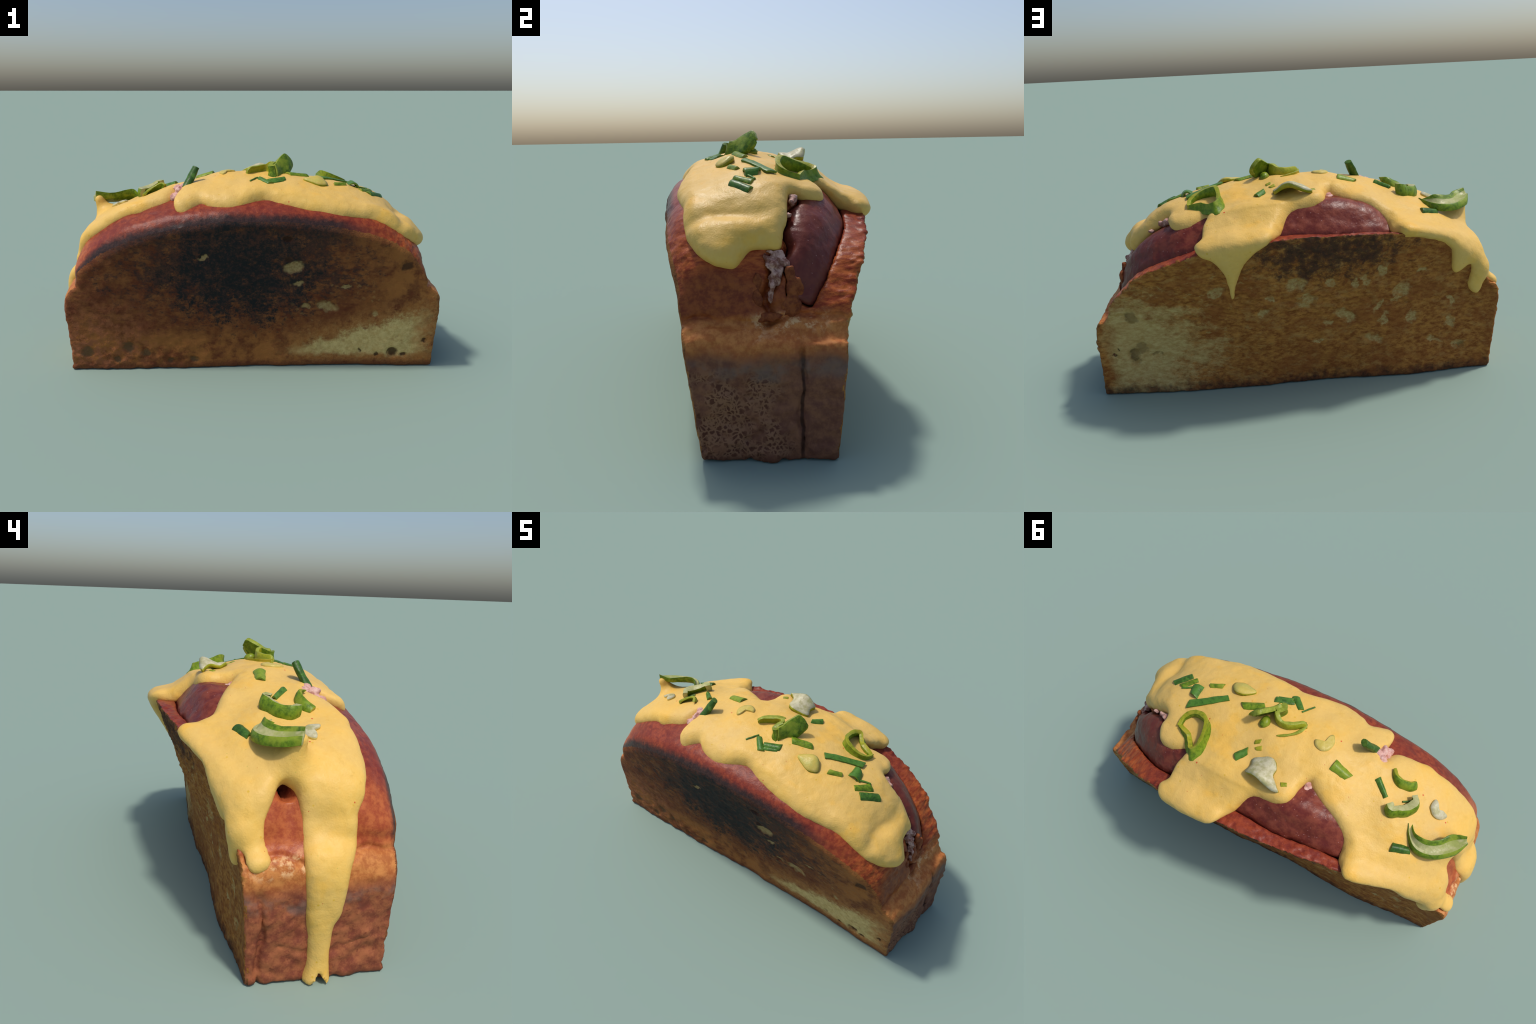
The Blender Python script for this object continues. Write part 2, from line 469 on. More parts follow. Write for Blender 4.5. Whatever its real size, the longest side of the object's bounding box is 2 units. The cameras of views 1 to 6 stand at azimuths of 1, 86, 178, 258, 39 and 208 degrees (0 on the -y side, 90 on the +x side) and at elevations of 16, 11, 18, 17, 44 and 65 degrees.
col = k.mix(k.mul(sp, .5), col, (.32, .175, .06))
ho = k.ovals(HOLES_FRONT, jig)
col = k.mix(k.mul(ho, .85), col, k.mix(k.step(k.x, -.2, .2), (.13, .075, .035), (.050, .022, .012)))
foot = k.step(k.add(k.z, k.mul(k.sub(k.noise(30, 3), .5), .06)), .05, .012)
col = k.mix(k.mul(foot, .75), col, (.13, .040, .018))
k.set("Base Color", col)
k.set("Roughness", k.add(.50, k.mul(fine, .3)))
k.bump(k.add(k.mul(fine, .5), k.mul(k.noise(150, 3, .7), .5)), .55, .012)

# --- back cut face: golden toast with many pale pores
k = Nodes("back", .75, .10)
fine = k.noise(80, 4, .7)
slant = k.warp((1, 1, 1.9), (0, -.75, 0))
streak = k.noise(30, 5, .7, slant)
mid = k.noise(8, 4, .65)
col = k.mix(k.step(streak, .32, .68), (.200, .062, .015), (.45, .198, .046))
col = k.mix(k.mul(k.step(mid, .45, .62), .6), col, (.24, .075, .020))
col = k.mix(k.mul(k.step(k.noise(13, 5, .75, slant), .50, .66), .55), col, (.43, .235, .075))
ch = k.add(oval_value(k, -.12, .73, .42, .19), k.mul(k.sub(k.noise(20, 6, .8), .5), 5.0))
col = k.mix(k.mul(k.step(ch, .0, 1.1), .88), col, k.mix(k.step(fine, .4, .7), (.022, .018, .018), (.09, .036, .022)))
cr = k.add(oval_value(k, .84, .22, .46, .36), k.mul(k.sub(k.noise(8, 6, .8, slant), .5), 3.4))
pale = k.mix(k.step(k.noise(30, 4, .7, slant), .3, .7), (.42, .26, .085), (.56, .41, .17))
col = k.mix(k.mul(k.step(cr, -.1, .9), k.step(k.add(k.x, k.mul(k.sub(mid, .5), .15)), .965, .90)), col, pale)
cr2 = k.mul(k.step(k.noise(20, 5, .75, slant), .56, .68), k.step(k.x, -.2, .5))
col = k.mix(k.mul(cr2, .65), col, (.42, .28, .10))
jig = k.jiggle(22, .085)
po = k.ovals(PORES_BACK, jig)
col = k.mix(k.mul(po, k.step(k.noise(45, 4, .75, slant), .25, .6)), col, k.mix(k.step(fine, .3, .7), (.37, .23, .08), (.50, .36, .15)))
ho = k.ovals(HOLES_BACK, jig)
col = k.mix(k.mul(ho, .7), col, k.mix(k.step(k.x, .86, .8), (.04, .02, .012), (.22, .14, .05)))
foot = k.step(k.add(k.z, k.mul(k.sub(k.noise(24, 4), .5), .16)), .075, .0)  # occlusion shade near the ground, painted into the toast colour
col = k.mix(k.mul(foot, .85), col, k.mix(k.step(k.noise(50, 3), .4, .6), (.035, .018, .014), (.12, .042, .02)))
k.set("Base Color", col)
k.bump(k.add(k.mul(k.noise(60, 4, .7, slant), .6), k.mul(k.noise(150, 3, .7), .4)), .45, .012)

# --- crust: glossy red-brown on top, golden on the swollen shoulder, duller below
k = Nodes("crust", .5, .17)
fine = k.noise(90, 3, .7)
mot = k.noise(34, 4, .7)
big = k.noise(7, 3, .6)
col = k.mix(k.step(mot, .35, .68), (.180, .028, .017), (.31, .060, .025))
col = k.mix(k.mul(k.step(k.noise(120, 2), .62, .75), .45), col, (.45, .13, .045))
col = k.mix(k.mul(k.step(big, .45, .7), .45), col, (.155, .022, .018))
# orange, finely wrinkled skin toward the open end and along the back rim there
wr = k.noise(26, 5, .7, k.warp((2.2, .7, 2.2)))
rightend = k.step(k.add(k.x, k.mul(k.sub(big, .5), .3)), .50, .80)
orange = k.mix(k.step(wr, .35, .68), (.23, .034, .011), (.55, .145, .032))
col = k.mix(k.mul(rightend, .85), col, orange)
leftend = k.step(k.add(k.x, k.mul(k.sub(big, .5), .2)), -.72, -.88)
col = k.mix(k.mul(leftend, .9), col, k.mix(k.step(mot, .35, .65), (.34, .066, .024), (.48, .130, .040)))
# scorched line along the front ridge
ry = k.add(k.add(-.434, k.mul(k.mx(k.sub(k.x, .1), 0.0), .075)), k.mul(k.mx(k.sub(-.55, k.x), 0.0), .11))
sd_ = k.sub(k.add(k.y, k.mul(k.sub(mot, .5), .022)), ry)
sc = k.mul(k.step(sd_, .040, .014), k.mul(k.step(k.z, .45, .52), k.step(k.x, .66, .40)))
col = k.mix(k.mul(sc, .92), col, k.mix(k.step(fine, .4, .7), (.014, .016, .017), (.05, .03, .026)))
# end skin under the ledge
zz = k.add(k.z, k.mul(k.sub(k.noise(6, 3), .5), .09))
rr = k.step(k.x, .2, .4)
cell = k.voronoi(54, k.jiggle(24, .05), "DISTANCE_TO_EDGE")
lowr = k.mix(k.step(k.noise(18, 4, .7), .35, .65), (.140, .052, .034), (.235, .098, .052))
zone = k.step(k.add(k.y, k.mul(k.sub(big, .5), .3)), .04, -.08)
zone = k.mul(zone, k.step(zz, .34, .28))
net = k.mix(k.step(k.add(cell, k.mul(k.sub(fine, .5), .25)), .04, .28), (.27, .130, .072), (.080, .024, .014))
lowr = k.mix(k.mul(zone, k.mul(k.step(k.noise(12, 3), .36, .55), .85)), lowr, net)
sy = k.add(.058, k.add(k.mul(k.mx(k.sub(k.z, .2), 0.0), .03), k.mul(k.sub(k.noise(14, 3), .5), .022)))
seam = k.step(k.math("ABSOLUTE", k.sub(k.y, sy)), .0085, .003)
lowr = k.mix(k.mul(seam, .85), lowr, (.035, .012, .008))
lowl = k.mix(k.step(k.noise(16, 5, .75), .36, .64), (.195, .050, .028), (.36, .120, .050))
lowl = k.mix(k.mul(k.step(k.voronoi(40, k.jiggle(30, .03)), .22, .12), .6), lowl, (.17, .040, .022))
low = k.mix(rr, lowl, lowr)
col = k.mix(k.step(zz, .42, .35), col, low)
ashy = k.mul(k.mul(k.step(zz, .27, .31), k.step(zz, .37, .33)), k.step(k.noise(11, 4), .42, .6))
col = k.mix(k.mul(ashy, .55), col, (.17, .125, .105))
# bright swollen shoulder just under the fold
ends = k.step(k.math("ABSOLUTE", k.x), .865, .90)
sh = k.mul(k.mul(k.step(zz, .345, .415), k.step(zz, .50, .455)), ends)
col = k.mix(k.mul(sh, .9), col, k.mix(k.step(mot, .35, .65), (.40, .125, .032), (.58, .235, .065)))
tip = k.mul(k.mul(k.step(zz, .405, .445), k.step(zz, .50, .47)), ends)
col = k.mix(k.mul(tip, k.mul(k.step(k.noise(22, 4, .7), .48, .62), k.step(k.math("ABSOLUTE", k.sub(k.y, .02)), .17, .08))), col, (.70, .42, .20))
# plain baked side between fold and filling at the open end
side = k.mul(k.mul(k.step(k.x, .83, .87), k.step(zz, .46, .50)), k.step(k.y, .10, .03))
col = k.mix(k.mul(side, .85), col, k.mix(k.step(mot, .35, .65), (.155, .032, .013), (.29, .080, .022)))
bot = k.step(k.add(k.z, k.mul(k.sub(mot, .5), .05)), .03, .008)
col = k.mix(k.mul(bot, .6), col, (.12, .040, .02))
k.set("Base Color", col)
k.set("Roughness", k.mix(k.step(zz, .40, .50), (.62,) * 3, (.36,) * 3))
k.bump(k.add(k.mul(mot, .5), k.mul(k.noise(130, 3, .7), .5)), .24, .009)

# --- torn, breadier crust at the open end
k = Nodes("crust_torn", .65, .15)
col = k.mix(k.step(k.noise(30, 4, .7), .35, .65), (.15, .034, .014), (.29, .085, .026))
k.set("Base Color", col)
k.bump(k.noise(80, 4, .7), .4, .01)

# --- sausage skin
k = Nodes("sausage", .42, .24)
mot = k.noise(26, 4, .65)
col = k.mix(k.step(mot, .35, .68), (.138, .023, .016), (.228, .052, .028))
fadeR = k.step(k.add(k.x, k.mul(k.sub(mot, .5), .4)), .45, .85)
col = k.mix(k.mul(fadeR, .6), col, (.125, .030, .022))
col = k.mix(k.mul(k.step(k.noise(11, 4, .7), .55, .72), .5), col, (.26, .065, .038))
col = k.mix(k.mul(k.step(k.voronoi(46, k.jiggle(20, .02)), .13, .07), .55), col, (.42, .22, .19))
k.set("Base Color", col)
k.set("Roughness", k.add(.24, k.mul(mot, .25)))
k.bump(k.add(k.mul(mot, .5), k.mul(k.noise(100, 3), .5)), .22, .01)

# --- cheese sauce
k = Nodes("sauce", .5, .22)
big = k.noise(5, 3, .6)
fine = k.noise(60, 3, .6)
col = k.mix(k.step(big, .35, .68), (.73, .465, .130), (.79, .480, .105))
col = k.mix(k.mul(k.step(fine, .40, .72), .35), col, (.80, .54, .150))
col = k.mix(k.mul(k.step(k.noise(9, 3), .55, .72), .45), col, (.84, .455, .055))
col = k.mix(k.mul(k.step(k.noise(20, 5, .75), .54, .72), .45), col, (.62, .37, .075))
col = k.mix(k.mul(k.step(k.voronoi(15), .085, .04), .75), col, (.66, .40, .03))
col = k.mix(k.mul(k.step(k.voronoi(19, k.warp(loc=(3, 1, 2))), .05, .03), .8), col, (.55, .12, .03))
col = k.mix(k.mul(k.step(k.voronoi(8, k.warp(loc=(5, 2, 7))), .042, .026), .85), col, (.60, .06, .02))
col = k.mix(k.mul(k.step(k.voronoi(24, k.warp(loc=(1, 8, 2))), .06, .035), .5), col, (.40, .38, .06))
k.set("Base Color", col)
k.set("Roughness", k.add(.34, k.mul(k.noise(35, 3), .25)))
k.set("Subsurface Weight", .0)
k.b.inputs["Subsurface Radius"].default_value = (1.0, .6, .2)
k.b.inputs["Subsurface Scale"].default_value = .02
k.bump(k.add(k.mul(k.noise(45, 3), .5), k.mul(k.noise(140, 2), .5)), .25, .009)


# --- greens and pale onion
def leaf(name, a, b, c=None, rough=.38, trans=.12, scale=60):
    k = Nodes(name, rough, .3)
    info = k.t.nodes.new("ShaderNodeObjectInfo").outputs["Random"]
    g = k.noise(scale, 3, .65, k.warp((1, 1, 1)))
    col = k.mix(k.step(k.add(g, k.mul(k.sub(info, .5), .25)), .32, .68), a, b)
    if c:
        col = k.mix(k.mul(k.step(k.noise(18, 3), .5, .66), .7), col, c)
    k.set("Base Color", col)
    k.bump(k.noise(110, 2), .2, .006)
    tr = k.t.nodes.new("ShaderNodeBsdfTranslucent")
    k.plug(tr.inputs[0], col)
    mx = k.t.nodes.new("ShaderNodeMixShader")
    mx.inputs[0].default_value = trans
    k.t.links.new(k.b.outputs[0], mx.inputs[1]); k.t.links.new(tr.outputs[0], mx.inputs[2])
    k.t.links.new(mx.outputs[0], k.out.inputs[0])


leaf("chive_dark", (.036, .100, .014), (.085, .215, .026), (.13, .27, .04))
leaf("chive_cut", (.080, .160, .016), (.17, .28, .03))
leaf("leek_green", (.080, .155, .008), (.200, .310, .016), (.30, .36, .03))
leaf("leek_cut", (.21, .26, .02), (.36, .40, .05))
leaf("leek_lime", (.22, .25, .010), (.37, .38, .02), (.48, .40, .04))
leaf("leek_pale", (.40, .41, .15), (.54, .51, .24), (.33, .38, .07), scale=35)
leaf("onion_white", (.46, .42, .22), (.64, .59, .39), (.36, .35, .12), scale=40)
leaf("onion_clear", (.62, .48, .09), (.70, .55, .16), (.55, .50, .11), scale=35)

k = Nodes("filling", .5, .2)
g = k.noise(34, 4, .7)
col = k.mix(k.step(g, .34, .66), (.50, .215, .17), (.74, .48, .41))
endr = k.step(k.x, .5, .75)
col = k.mix(endr, col, k.mix(k.step(g, .36, .62), (.22, .085, .055), (.60, .37, .30)))
k.set("Base Color", col)
k.bump(k.noise(60, 4, .7), .4, .012)



# ------------------------------------------------------------------ grid and fields
lo = np.array([-1.08, -.56, -.06])
n = np.ceil((np.array([1.08, .56, 1.10]) - lo) / H).astype(int)
ax = [lo[i] + H * np.arange(n[i]) for i in range(3)]
X, Y, Z = np.meshgrid(*ax, indexing="ij")
X, Y, Z = X.astype(np.float32), Y.astype(np.float32), Z.astype(np.float32)
TH3, r3, v3, R3 = body_parts(X, Y, Z)
dent = (.020 * gauss((Y - .0) / .048) * gauss((Z - .63) / .10) * (X < -.6)).astype(np.float32)     # hollow at the drip end
R3 = R3 - dent
plain = loaf(X, Y, Z, R3, r3).astype(np.float32)
RP = bilinear(RT_POUR, (v3 + 1) / 2 * (len(VS) - 1), (TH3 - TH[0]) / (TH[1] - TH[0]))
RP = RP - dent
rounded = loaf(X, Y, Z, RP, r3, .10).astype(np.float32)      # softer edges for the poured sauce

# grooves and tears are cut out of the radius
wob = .012 * np.sin(TH3 * 23) + .008 * np.sin(TH3 * 51 + 1)
tear = np.clip(1 - np.abs(TH3 - .62) / .3, 0, 1) ** .5 * (.03 + .03 * np.clip((.70 - Z) * 8, 0, 1)) * gauss((Y - split_y(TH3) - wob) / .022)
tear += np.clip(1 - np.abs(TH3 - 2.525) / .065, 0, 1) ** .5 * .075 * gauss((Y - .006) / .024)
seam = .014 * gauss((Y - (.058 + .03 * np.clip(Z - .2, 0, 1) + .006 * np.sin(Z * 30))) / .007) * (X > .8) * np.clip((.46 - Z) * 12, 0, 1)
seam = seam + .016 * gauss((Y - (.105 + .008 * np.sin(Z * 22))) / .010) * (X < -.8) * np.clip((.40 - Z) * 12, 0, 1)
seam = seam + .006 * gauss((Z - (.135 + .03 * np.sin(Y * 14))) / .012) * (X < -.8) * np.clip((.09 - Y) * 20, 0, 1)
seam = seam + .013 * gauss((Z - (.466 + .010 * np.sin(Y * 17) + .006 * np.sin(Y * 41))) / .011) * np.clip((np.abs(X) - .80) * 20, 0, 1)
groove = .010 * gauss((v3 - .80) / .035) * np.clip((Z - .42) * 12, 0, 1)
carved = loaf(X, Y, Z, (R3 - tear - groove - seam).astype(np.float32), r3).astype(np.float32)
carved = smax(carved, -Z, .006)

# sausage: a long body lying in the cut between the tear and the groove
saus = smax(carved, ((v3 - .795) * .42)  .astype(np.float32), .014)
saus = smax(saus, (split_y(TH3) + wob + .004 + .085 * np.clip((.66 - Z) / .14, 0, 1) * (X > .5) - Y).astype(np.float32), .02)
saus = smax(saus, (Y - (side_planes(X, Z)[1] - .035)).astype(np.float32), .03)
saus = smax(saus, (-.80 - X).astype(np.float32), .03)
saus = smax(saus, ((R3 - .26) - r3).astype(np.float32), .05)
saus = smax(saus, (.505 + .012 * np.sin(Y * 40) - Z).astype(np.float32), .03)
saus = saus.astype(np.float32)
bun_f = smax(carved, -(saus - .005), .006).astype(np.float32)

# ------------------------------------------------------------------ sauce outline
ARC_TH = TH
_rm = RT[int(.45 * (len(VS) - 1))]
_px, _pz = CX + _rm * np.cos(TH), CZ + _rm * np.sin(TH)
ARC = np.r_[0, np.cumsum(np.hypot(np.diff(_px), np.diff(_pz)))]
OUTLINE = [  # x, y, z on the rim of the poured sauce, from the right tip along the front
    (.864, -.17, .640), (.85, -.225, .652), (.80, -.285, .69), (.738, -.316, .737), (.673, -.326, .783), (.603, -.328, .814),
    (.514, -.350, .843), (.44, -.362, .848), (.35, -.362, .871), (.258, -.357, .883), (.149, -.338, .896), (.085, -.322, .921),
    (.047, -.324, .914), (-.037, -.357, .89), (-.121, -.372, .879), (-.207, -.352, .889), (-.245, -.325, .89),
    (-.285, -.350, .858), (-.325, -.370, .848), (-.368, -.345, .853), (-.375, -.27, .885), (-.355, -.21, .915),
    (-.375, -.18, .91), (-.405, -.255, .868), (-.45, -.278, .85), (-.511, -.288, .84), (-.555, -.302, .822), (-.61, -.290, .815), (-.67, -.295, .79), (-.76, -.293, .745),
    (-.812, -.285, .706), (-.86, -.26, .65), (-.90, -.236, .60), (-.93, -.235, .51), (-.97, -.200, .42), (-.97, -.178, .275),
    (-.955, -.152, .195), (-.955, -.150, .054), (-.97, -.150, -.03), (-.97, -.055, -.03), (-.955, -.060, .064), (-.96, -.055, .197), (-.975, -.034, .395),
    (-.93, -.032, .50), (-.90, -.036, .605), (-.87, -.026, .68), (-.835, .01, .72), (-.875, .048, .68), (-.90, .082, .61),
    (-.93, .080, .53), (-.965, .066, .47), (-.975, .125, .43), (-.96, .182, .455), (-.925, .212, .53), (-.87, .238, .60), (-.80, .258, .66), (-.69, .285, .72), (-.60, .315, .75),
    (-.53, .335, .765), (-.480, .340, .78), (-.448, .318, .79), (-.415, .285, .787), (-.394, .206, .833), (-.331, .169, .882), (-.241, .13, .915), (-.170, .088, .93), (-.150, .075, .935), (-.132, .11, .94),
    (-.117, .195, .944), (-.069, .23, .92), (-.017, .237, .912), (.044, .246, .904), (.078, .28, .86), (.095, .32, .81), (.128, .365, .80), (.170, .405, .80), (.22, .435, .80),
    (.285, .450, .80), (.36, .437, .785), (.42, .405, .77), (.452, .36, .76), (.435, .31, .79), (.425, .26, .81), (.41, .20, .865), (.424, .187, .86), (.46, .202, .83), (.504, .210, .818), (.55, .198, .81),
    (.585, .165, .825), (.603, .117, .844), (.60, .075, .86), (.65, .055, .84), (.734, .040, .787), (.778, .022, .749),
    (.807, .006, .692), (.823, -.043, .698), (.832, -.095, .700), (.842, -.120, .672), (.858, -.145, .645)]


def polygon_distance(poly, U, V):
    """Signed distance (negative inside) from a closed polygon on a 2-D grid."""
    d = np.full(U.shape, 1e9)
    inside = np.zeros(U.shape, bool)
    q = np.roll(poly, -1, 0)
    for (ax_, ay), (bx, by) in zip(poly, q):
        ex, ey = bx - ax_, by - ay
        wx, wy = U - ax_, V - ay
        t = np.clip((wx * ex + wy * ey) / max(ex * ex + ey * ey, 1e-12), 0, 1)
        d = np.minimum(d, (wx - ex * t) ** 2 + (wy - ey * t) ** 2)
        c = (ay > V) != (by > V)
        inside ^= c & (U < ex * (V - ay) / (ey if ey else 1e-12) + ax_)
    d = np.sqrt(d)
    return np.where(inside, -d, d)


o = np.array(OUTLINE)
poly = np.stack([np.interp(theta_of(o[:, 0], o[:, 2]), TH, ARC), o[:, 1]], 1)
poly = catmull(poly, 5, closed=True)
gs = .006
gu, gv = np.arange(0, ARC[-1] + gs, gs), np.arange(-.6, .62, gs)
MASK = polygon_distance(poly, *np.meshgrid(gu, gv, indexing="ij"))
top_mask = bilinear(MASK, np.interp(TH3, TH, ARC) / gs, (Y + .6) / gs).astype(np.float32)

# runs of sauce down the back face, outlines in x-z
RUNS = [[(.15, .86), (.46, .83), (.45, .755), (.41, .735), (.377, .700), (.352, .63), (.342, .56), (.328, .495), (.314, .53),
         (.302, .585), (.278, .65), (.255, .70), (.2, .765), (.155, .80)],
        [(-.44, .86), (-.455, .785), (-.53, .765), (-.60, .745), (-.672, .712), (-.70, .655), (-.703, .584), (-.715, .545), (-.735, .527), (-.765, .545),
         (-.795, .575), (-.81, .574), (-.806, .53), (-.80, .47), (-.818, .43), (-.845, .412), (-.865, .43), (-.878, .47), (-.89, .51),
         (-.91, .535), (-.95, .56), (-.99, .62), (-.80, .86)]]
gx, gz = np.arange(-1.1, 1.1, gs), np.arange(.3, 1.0, gs)
yb3 = side_planes(X, Z)[1]
back_mask = np.full(X.shape, 9, np.float32)
for run in RUNS:
    m = polygon_distance(catmull(run, 5, closed=True), *np.meshgrid(gx, gz, indexing="ij"))
    # beyond the lookup grid the nearest edge value is used, which is outside
    back_mask = np.minimum(back_mask, bilinear(m, (X + 1.1) / gs, (Z - .3) / gs).astype(np.float32))
back_mask = smax(back_mask, (yb3 - .05 - Y).astype(np.float32), .02)

# thickness of the sauce: swells in places
thick = .046 + .004 * np.sin(X * 9 + 1.3) * np.sin(Y * 13 + .5) + .003 * np.sin(X * 21 + Y * 17)
thick = thick - .016 * np.clip((v3 - .2) / .3, 0, 1)
def swell(cx, cy, cz, rad, amt):
    return amt * gauss(np.sqrt((X - cx) ** 2 + (Y - cy) ** 2 + (Z - cz) ** 2) / rad)
thick = thick + swell(.83, -.19, .68, .07, .012) + swell(.72, -.16, .81, .06, -.016) + swell(.60, -.18, .88, .07, .006)
thick = thick + swell(-.79, -.01, .76, .06, .028) + swell(-.50, -.03, .88, .2, -.007) + swell(-.86, .14, .66, .08, .014) + swell(-.92, -.09, .56, .10, -.008) + swell(-.33, -.34, .87, .05, .012) + swell(-.94, .13, .48, .06, .006)
thick = thick + swell(.05, -.05, 1.0, .25, .004) + swell(.30, .40, .80, .12, .006) + swell(-.9, -.1, .58, .05, -.008)
thick = thick - .018 * np.clip(-(X + .85) * 20, 0, 1) * np.clip((.72 - Z) * 8, 0, 1)
thick = thick + swell(-.955, -.10, -.01, .05, .022)
thick = thick - .006 * np.clip((Y - yb3 + .06) / .06, 0, 1) - .006 * np.clip(-v3 * 2 - .5, 0, 1)
fold = ((X - .735) - (Z - .785)) / 1.414 + .10 * (Y + .15) + .012 * np.sin(Y * 22)
thick = thick - .012 * gauss(fold / .034) * np.clip((X - .55) * 8, 0, 1) * np.clip((.03 - Y) * 10, 0, 1) + .006 * gauss((fold - .06) / .04) * np.clip((X - .55) * 8, 0, 1) * np.clip((.0 - Y) * 10, 0, 1)
top_cut = smax(top_mask, ((R3 - .02) - r3).astype(np.float32), .02)
top_f = smax(rounded - thick.astype(np.float32), top_cut, .05)
bt = (.024 + .012 * np.clip((Z - .6) / .15, 0, 1)) .astype(np.float32)
back_f = smax(rounded - bt - .003, back_mask, .03)
sauce_f = smin(top_f, back_f, .03)
# the sauce clings to the underside of the big crescent
px, py, pz = X + .79, Y + .015, Z - .74
tt = np.clip((px * -.035 + py * -.02 + pz * .105) / (.035 ** 2 + .02 ** 2 + .105 ** 2), 0, 1)
neck = np.sqrt((px + .035 * tt) ** 2 + (py + .02 * tt) ** 2 + (pz - .105 * tt) ** 2) - (.045 - .022 * tt)
sauce_f = smin(sauce_f, neck.astype(np.float32), .05)
sauce_f = smax(sauce_f, -(plain + .022), .01)
notch = np.where(X < -.93, .05 - 1.7 * np.abs(Y + .105) - Z, -1)       # forked foot of the long drip
sauce_f = smax(sauce_f, notch.astype(np.float32), .004)
sauce_f = smax(sauce_f, -Z + .001, .004).astype(np.float32)

# ------------------------------------------------------------------ build
root = bpy.data.objects.new("sausage_bun", None)
bpy.context.scene.collection.objects.link(root)
root["label"] = "toasted split bun with sausage, cheese sauce, spring onion"
root["category"] = "hot dog"

bv, bq = surface_nets(bun_f, lo, H)
bv = relax(bv, bq, 2)
bn = normals_of(bv, bq)


def bun_region(P):
    """0 crust, 1 front toasted face, 2 back toasted face, 3 underside"""
    x, y, z = P[:, 0], P[:, 1], P[:, 2]
    yf, yb = side_planes(x, z)
    th, r, v, R = body_parts(x, y, z)
    return yf, yb, th, r, v, R


yf, yb, bth, br, bvv, bR = bun_region(bv)
on_front = bv[:, 1] - yf < .012
on_back = yb - bv[:, 1] < .010
n1 = fractal(bv, 9, 3)
n2 = fractal(bv, 38, 2, (3, 1, 7))
crustish = ~(on_front | on_back)
calm = 1 - .75 * crustish * np.clip((bv[:, 2] - .48) * 10, 0, 1) * np.clip((.45 - bv[:, 0]) * 5, 0, 1)
disp = .0035 * n1 + .0022 * n2 * calm
disp += .0065 * on_front * np.clip((-.1 - bv[:, 0]) * 3, 0, 1) * np.clip((.24 - bv[:, 2]) * 8, 0, 1) * fractal(bv * np.array([1, 1, 1.6]), 22, 3, (8, 1, 1))
rim = gauss((yb - bv[:, 1]) / .05) * (bv[:, 2] > .4)
disp += rim * .0085 * fractal(bv, 34, 2, (9, 9, 2))
disp += .004 * np.clip((bv[:, 0] - .6) * 5, 0, 1) * crustish * fractal(bv * np.array([1, .45, 1]), 36, 2, (4, 4, 1))
low = np.clip((.42 - bv[:, 2]) * 8, 0, 1) * crustish
disp += low * .0085 * fractal(bv, 16, 3, (5, 2, 2))
def dents(items, P):
    d = np.zeros(len(P))
    for px, pz, rx, rz, deg, dep in items:
        a = math.radians(deg)
        ux, uz = P[:, 0] - px, P[:, 2] - pz
        u, w = (ux * math.cos(a) + uz * math.sin(a)) / rx, (-ux * math.sin(a) + uz * math.cos(a)) / rz
        d = np.maximum(d, dep * np.clip(1.35 - (u * u + w * w), 0, 1) ** .7)
    return d


disp -= np.where(on_front, dents(PORES_FRONT + HOLES_FRONT, bv), 0) + np.where(on_back, dents(PORES_BACK + HOLES_BACK, bv), 0)
# open pores in the side of the open end
at = np.nonzero((bv[:, 0] > .9) & (bv[:, 2] < .36) & (bv[:, 1] < .05) & crustish)[0]
for i in at:
    p = Vector((bv[i, 0] * .4, bv[i, 1], bv[i, 2] * .8))
    d, _ = mnoise.voronoi(p * 27 + Vector((3, 3, 3)))
    fade = min(1, (.05 - bv[i, 1]) * 9) * min(1, (.36 - bv[i, 2]) * 12)
    disp[i] -= .014 * max(0, .42 - d[0]) / .42 * fade * (.4 + abs(mnoise.noise(p * 9)) * 2)
bv = bv + bn * disp[:, None]
bv[:, 2] = np.maximum(bv[:, 2], 0.0)
fc = bv[bq].mean(1)
fn = np.cross(bv[bq[:, 2]] - bv[bq[:, 0]], bv[bq[:, 3]] - bv[bq[:, 1]])
fn /= np.maximum(np.linalg.norm(fn, axis=1), 1e-9)[:, None]
fyf, fyb = side_planes(fc[:, 0], fc[:, 2])
slot = np.zeros(len(bq), np.int32)
inner_f = (fc[:, 2] < .93 * ridge_z(fc[:, 0])) & (np.abs(fc[:, 0]) < .92)
inner_b = (fc[:, 2] < .93 * rim_z(fc[:, 0])) & (np.abs(fc[:, 0]) < .92)
slot[((fc[:, 1] - fyf < .012) & (fn[:, 1] < -.55)) | (inner_f & (fc[:, 1] - fyf < .035))] = 1
slot[((fyb - fc[:, 1] < .014) & (fn[:, 1] > .6)) | (inner_b & (fyb - fc[:, 1] < .032))] = 2
bun = mesh_object("bun", bv, bq, [MAT["crust"], MAT["front"], MAT["back"]], root)
bun.data.polygons.foreach_set("material_index", slot)

sv, sq = surface_nets(saus, lo, H)
sv = relax(sv, sq, 3)
sn = normals_of(sv, sq)
sv = sv + sn * (.004 * fractal(sv, 8, 2) + .0024 * fractal(sv, 26, 3))[:, None]
sausage = mesh_object("sausage", sv, sq, MAT["sausage"], root)

cv, cq = surface_nets(sauce_f, lo, H)
cv = relax(cv, cq, 3)
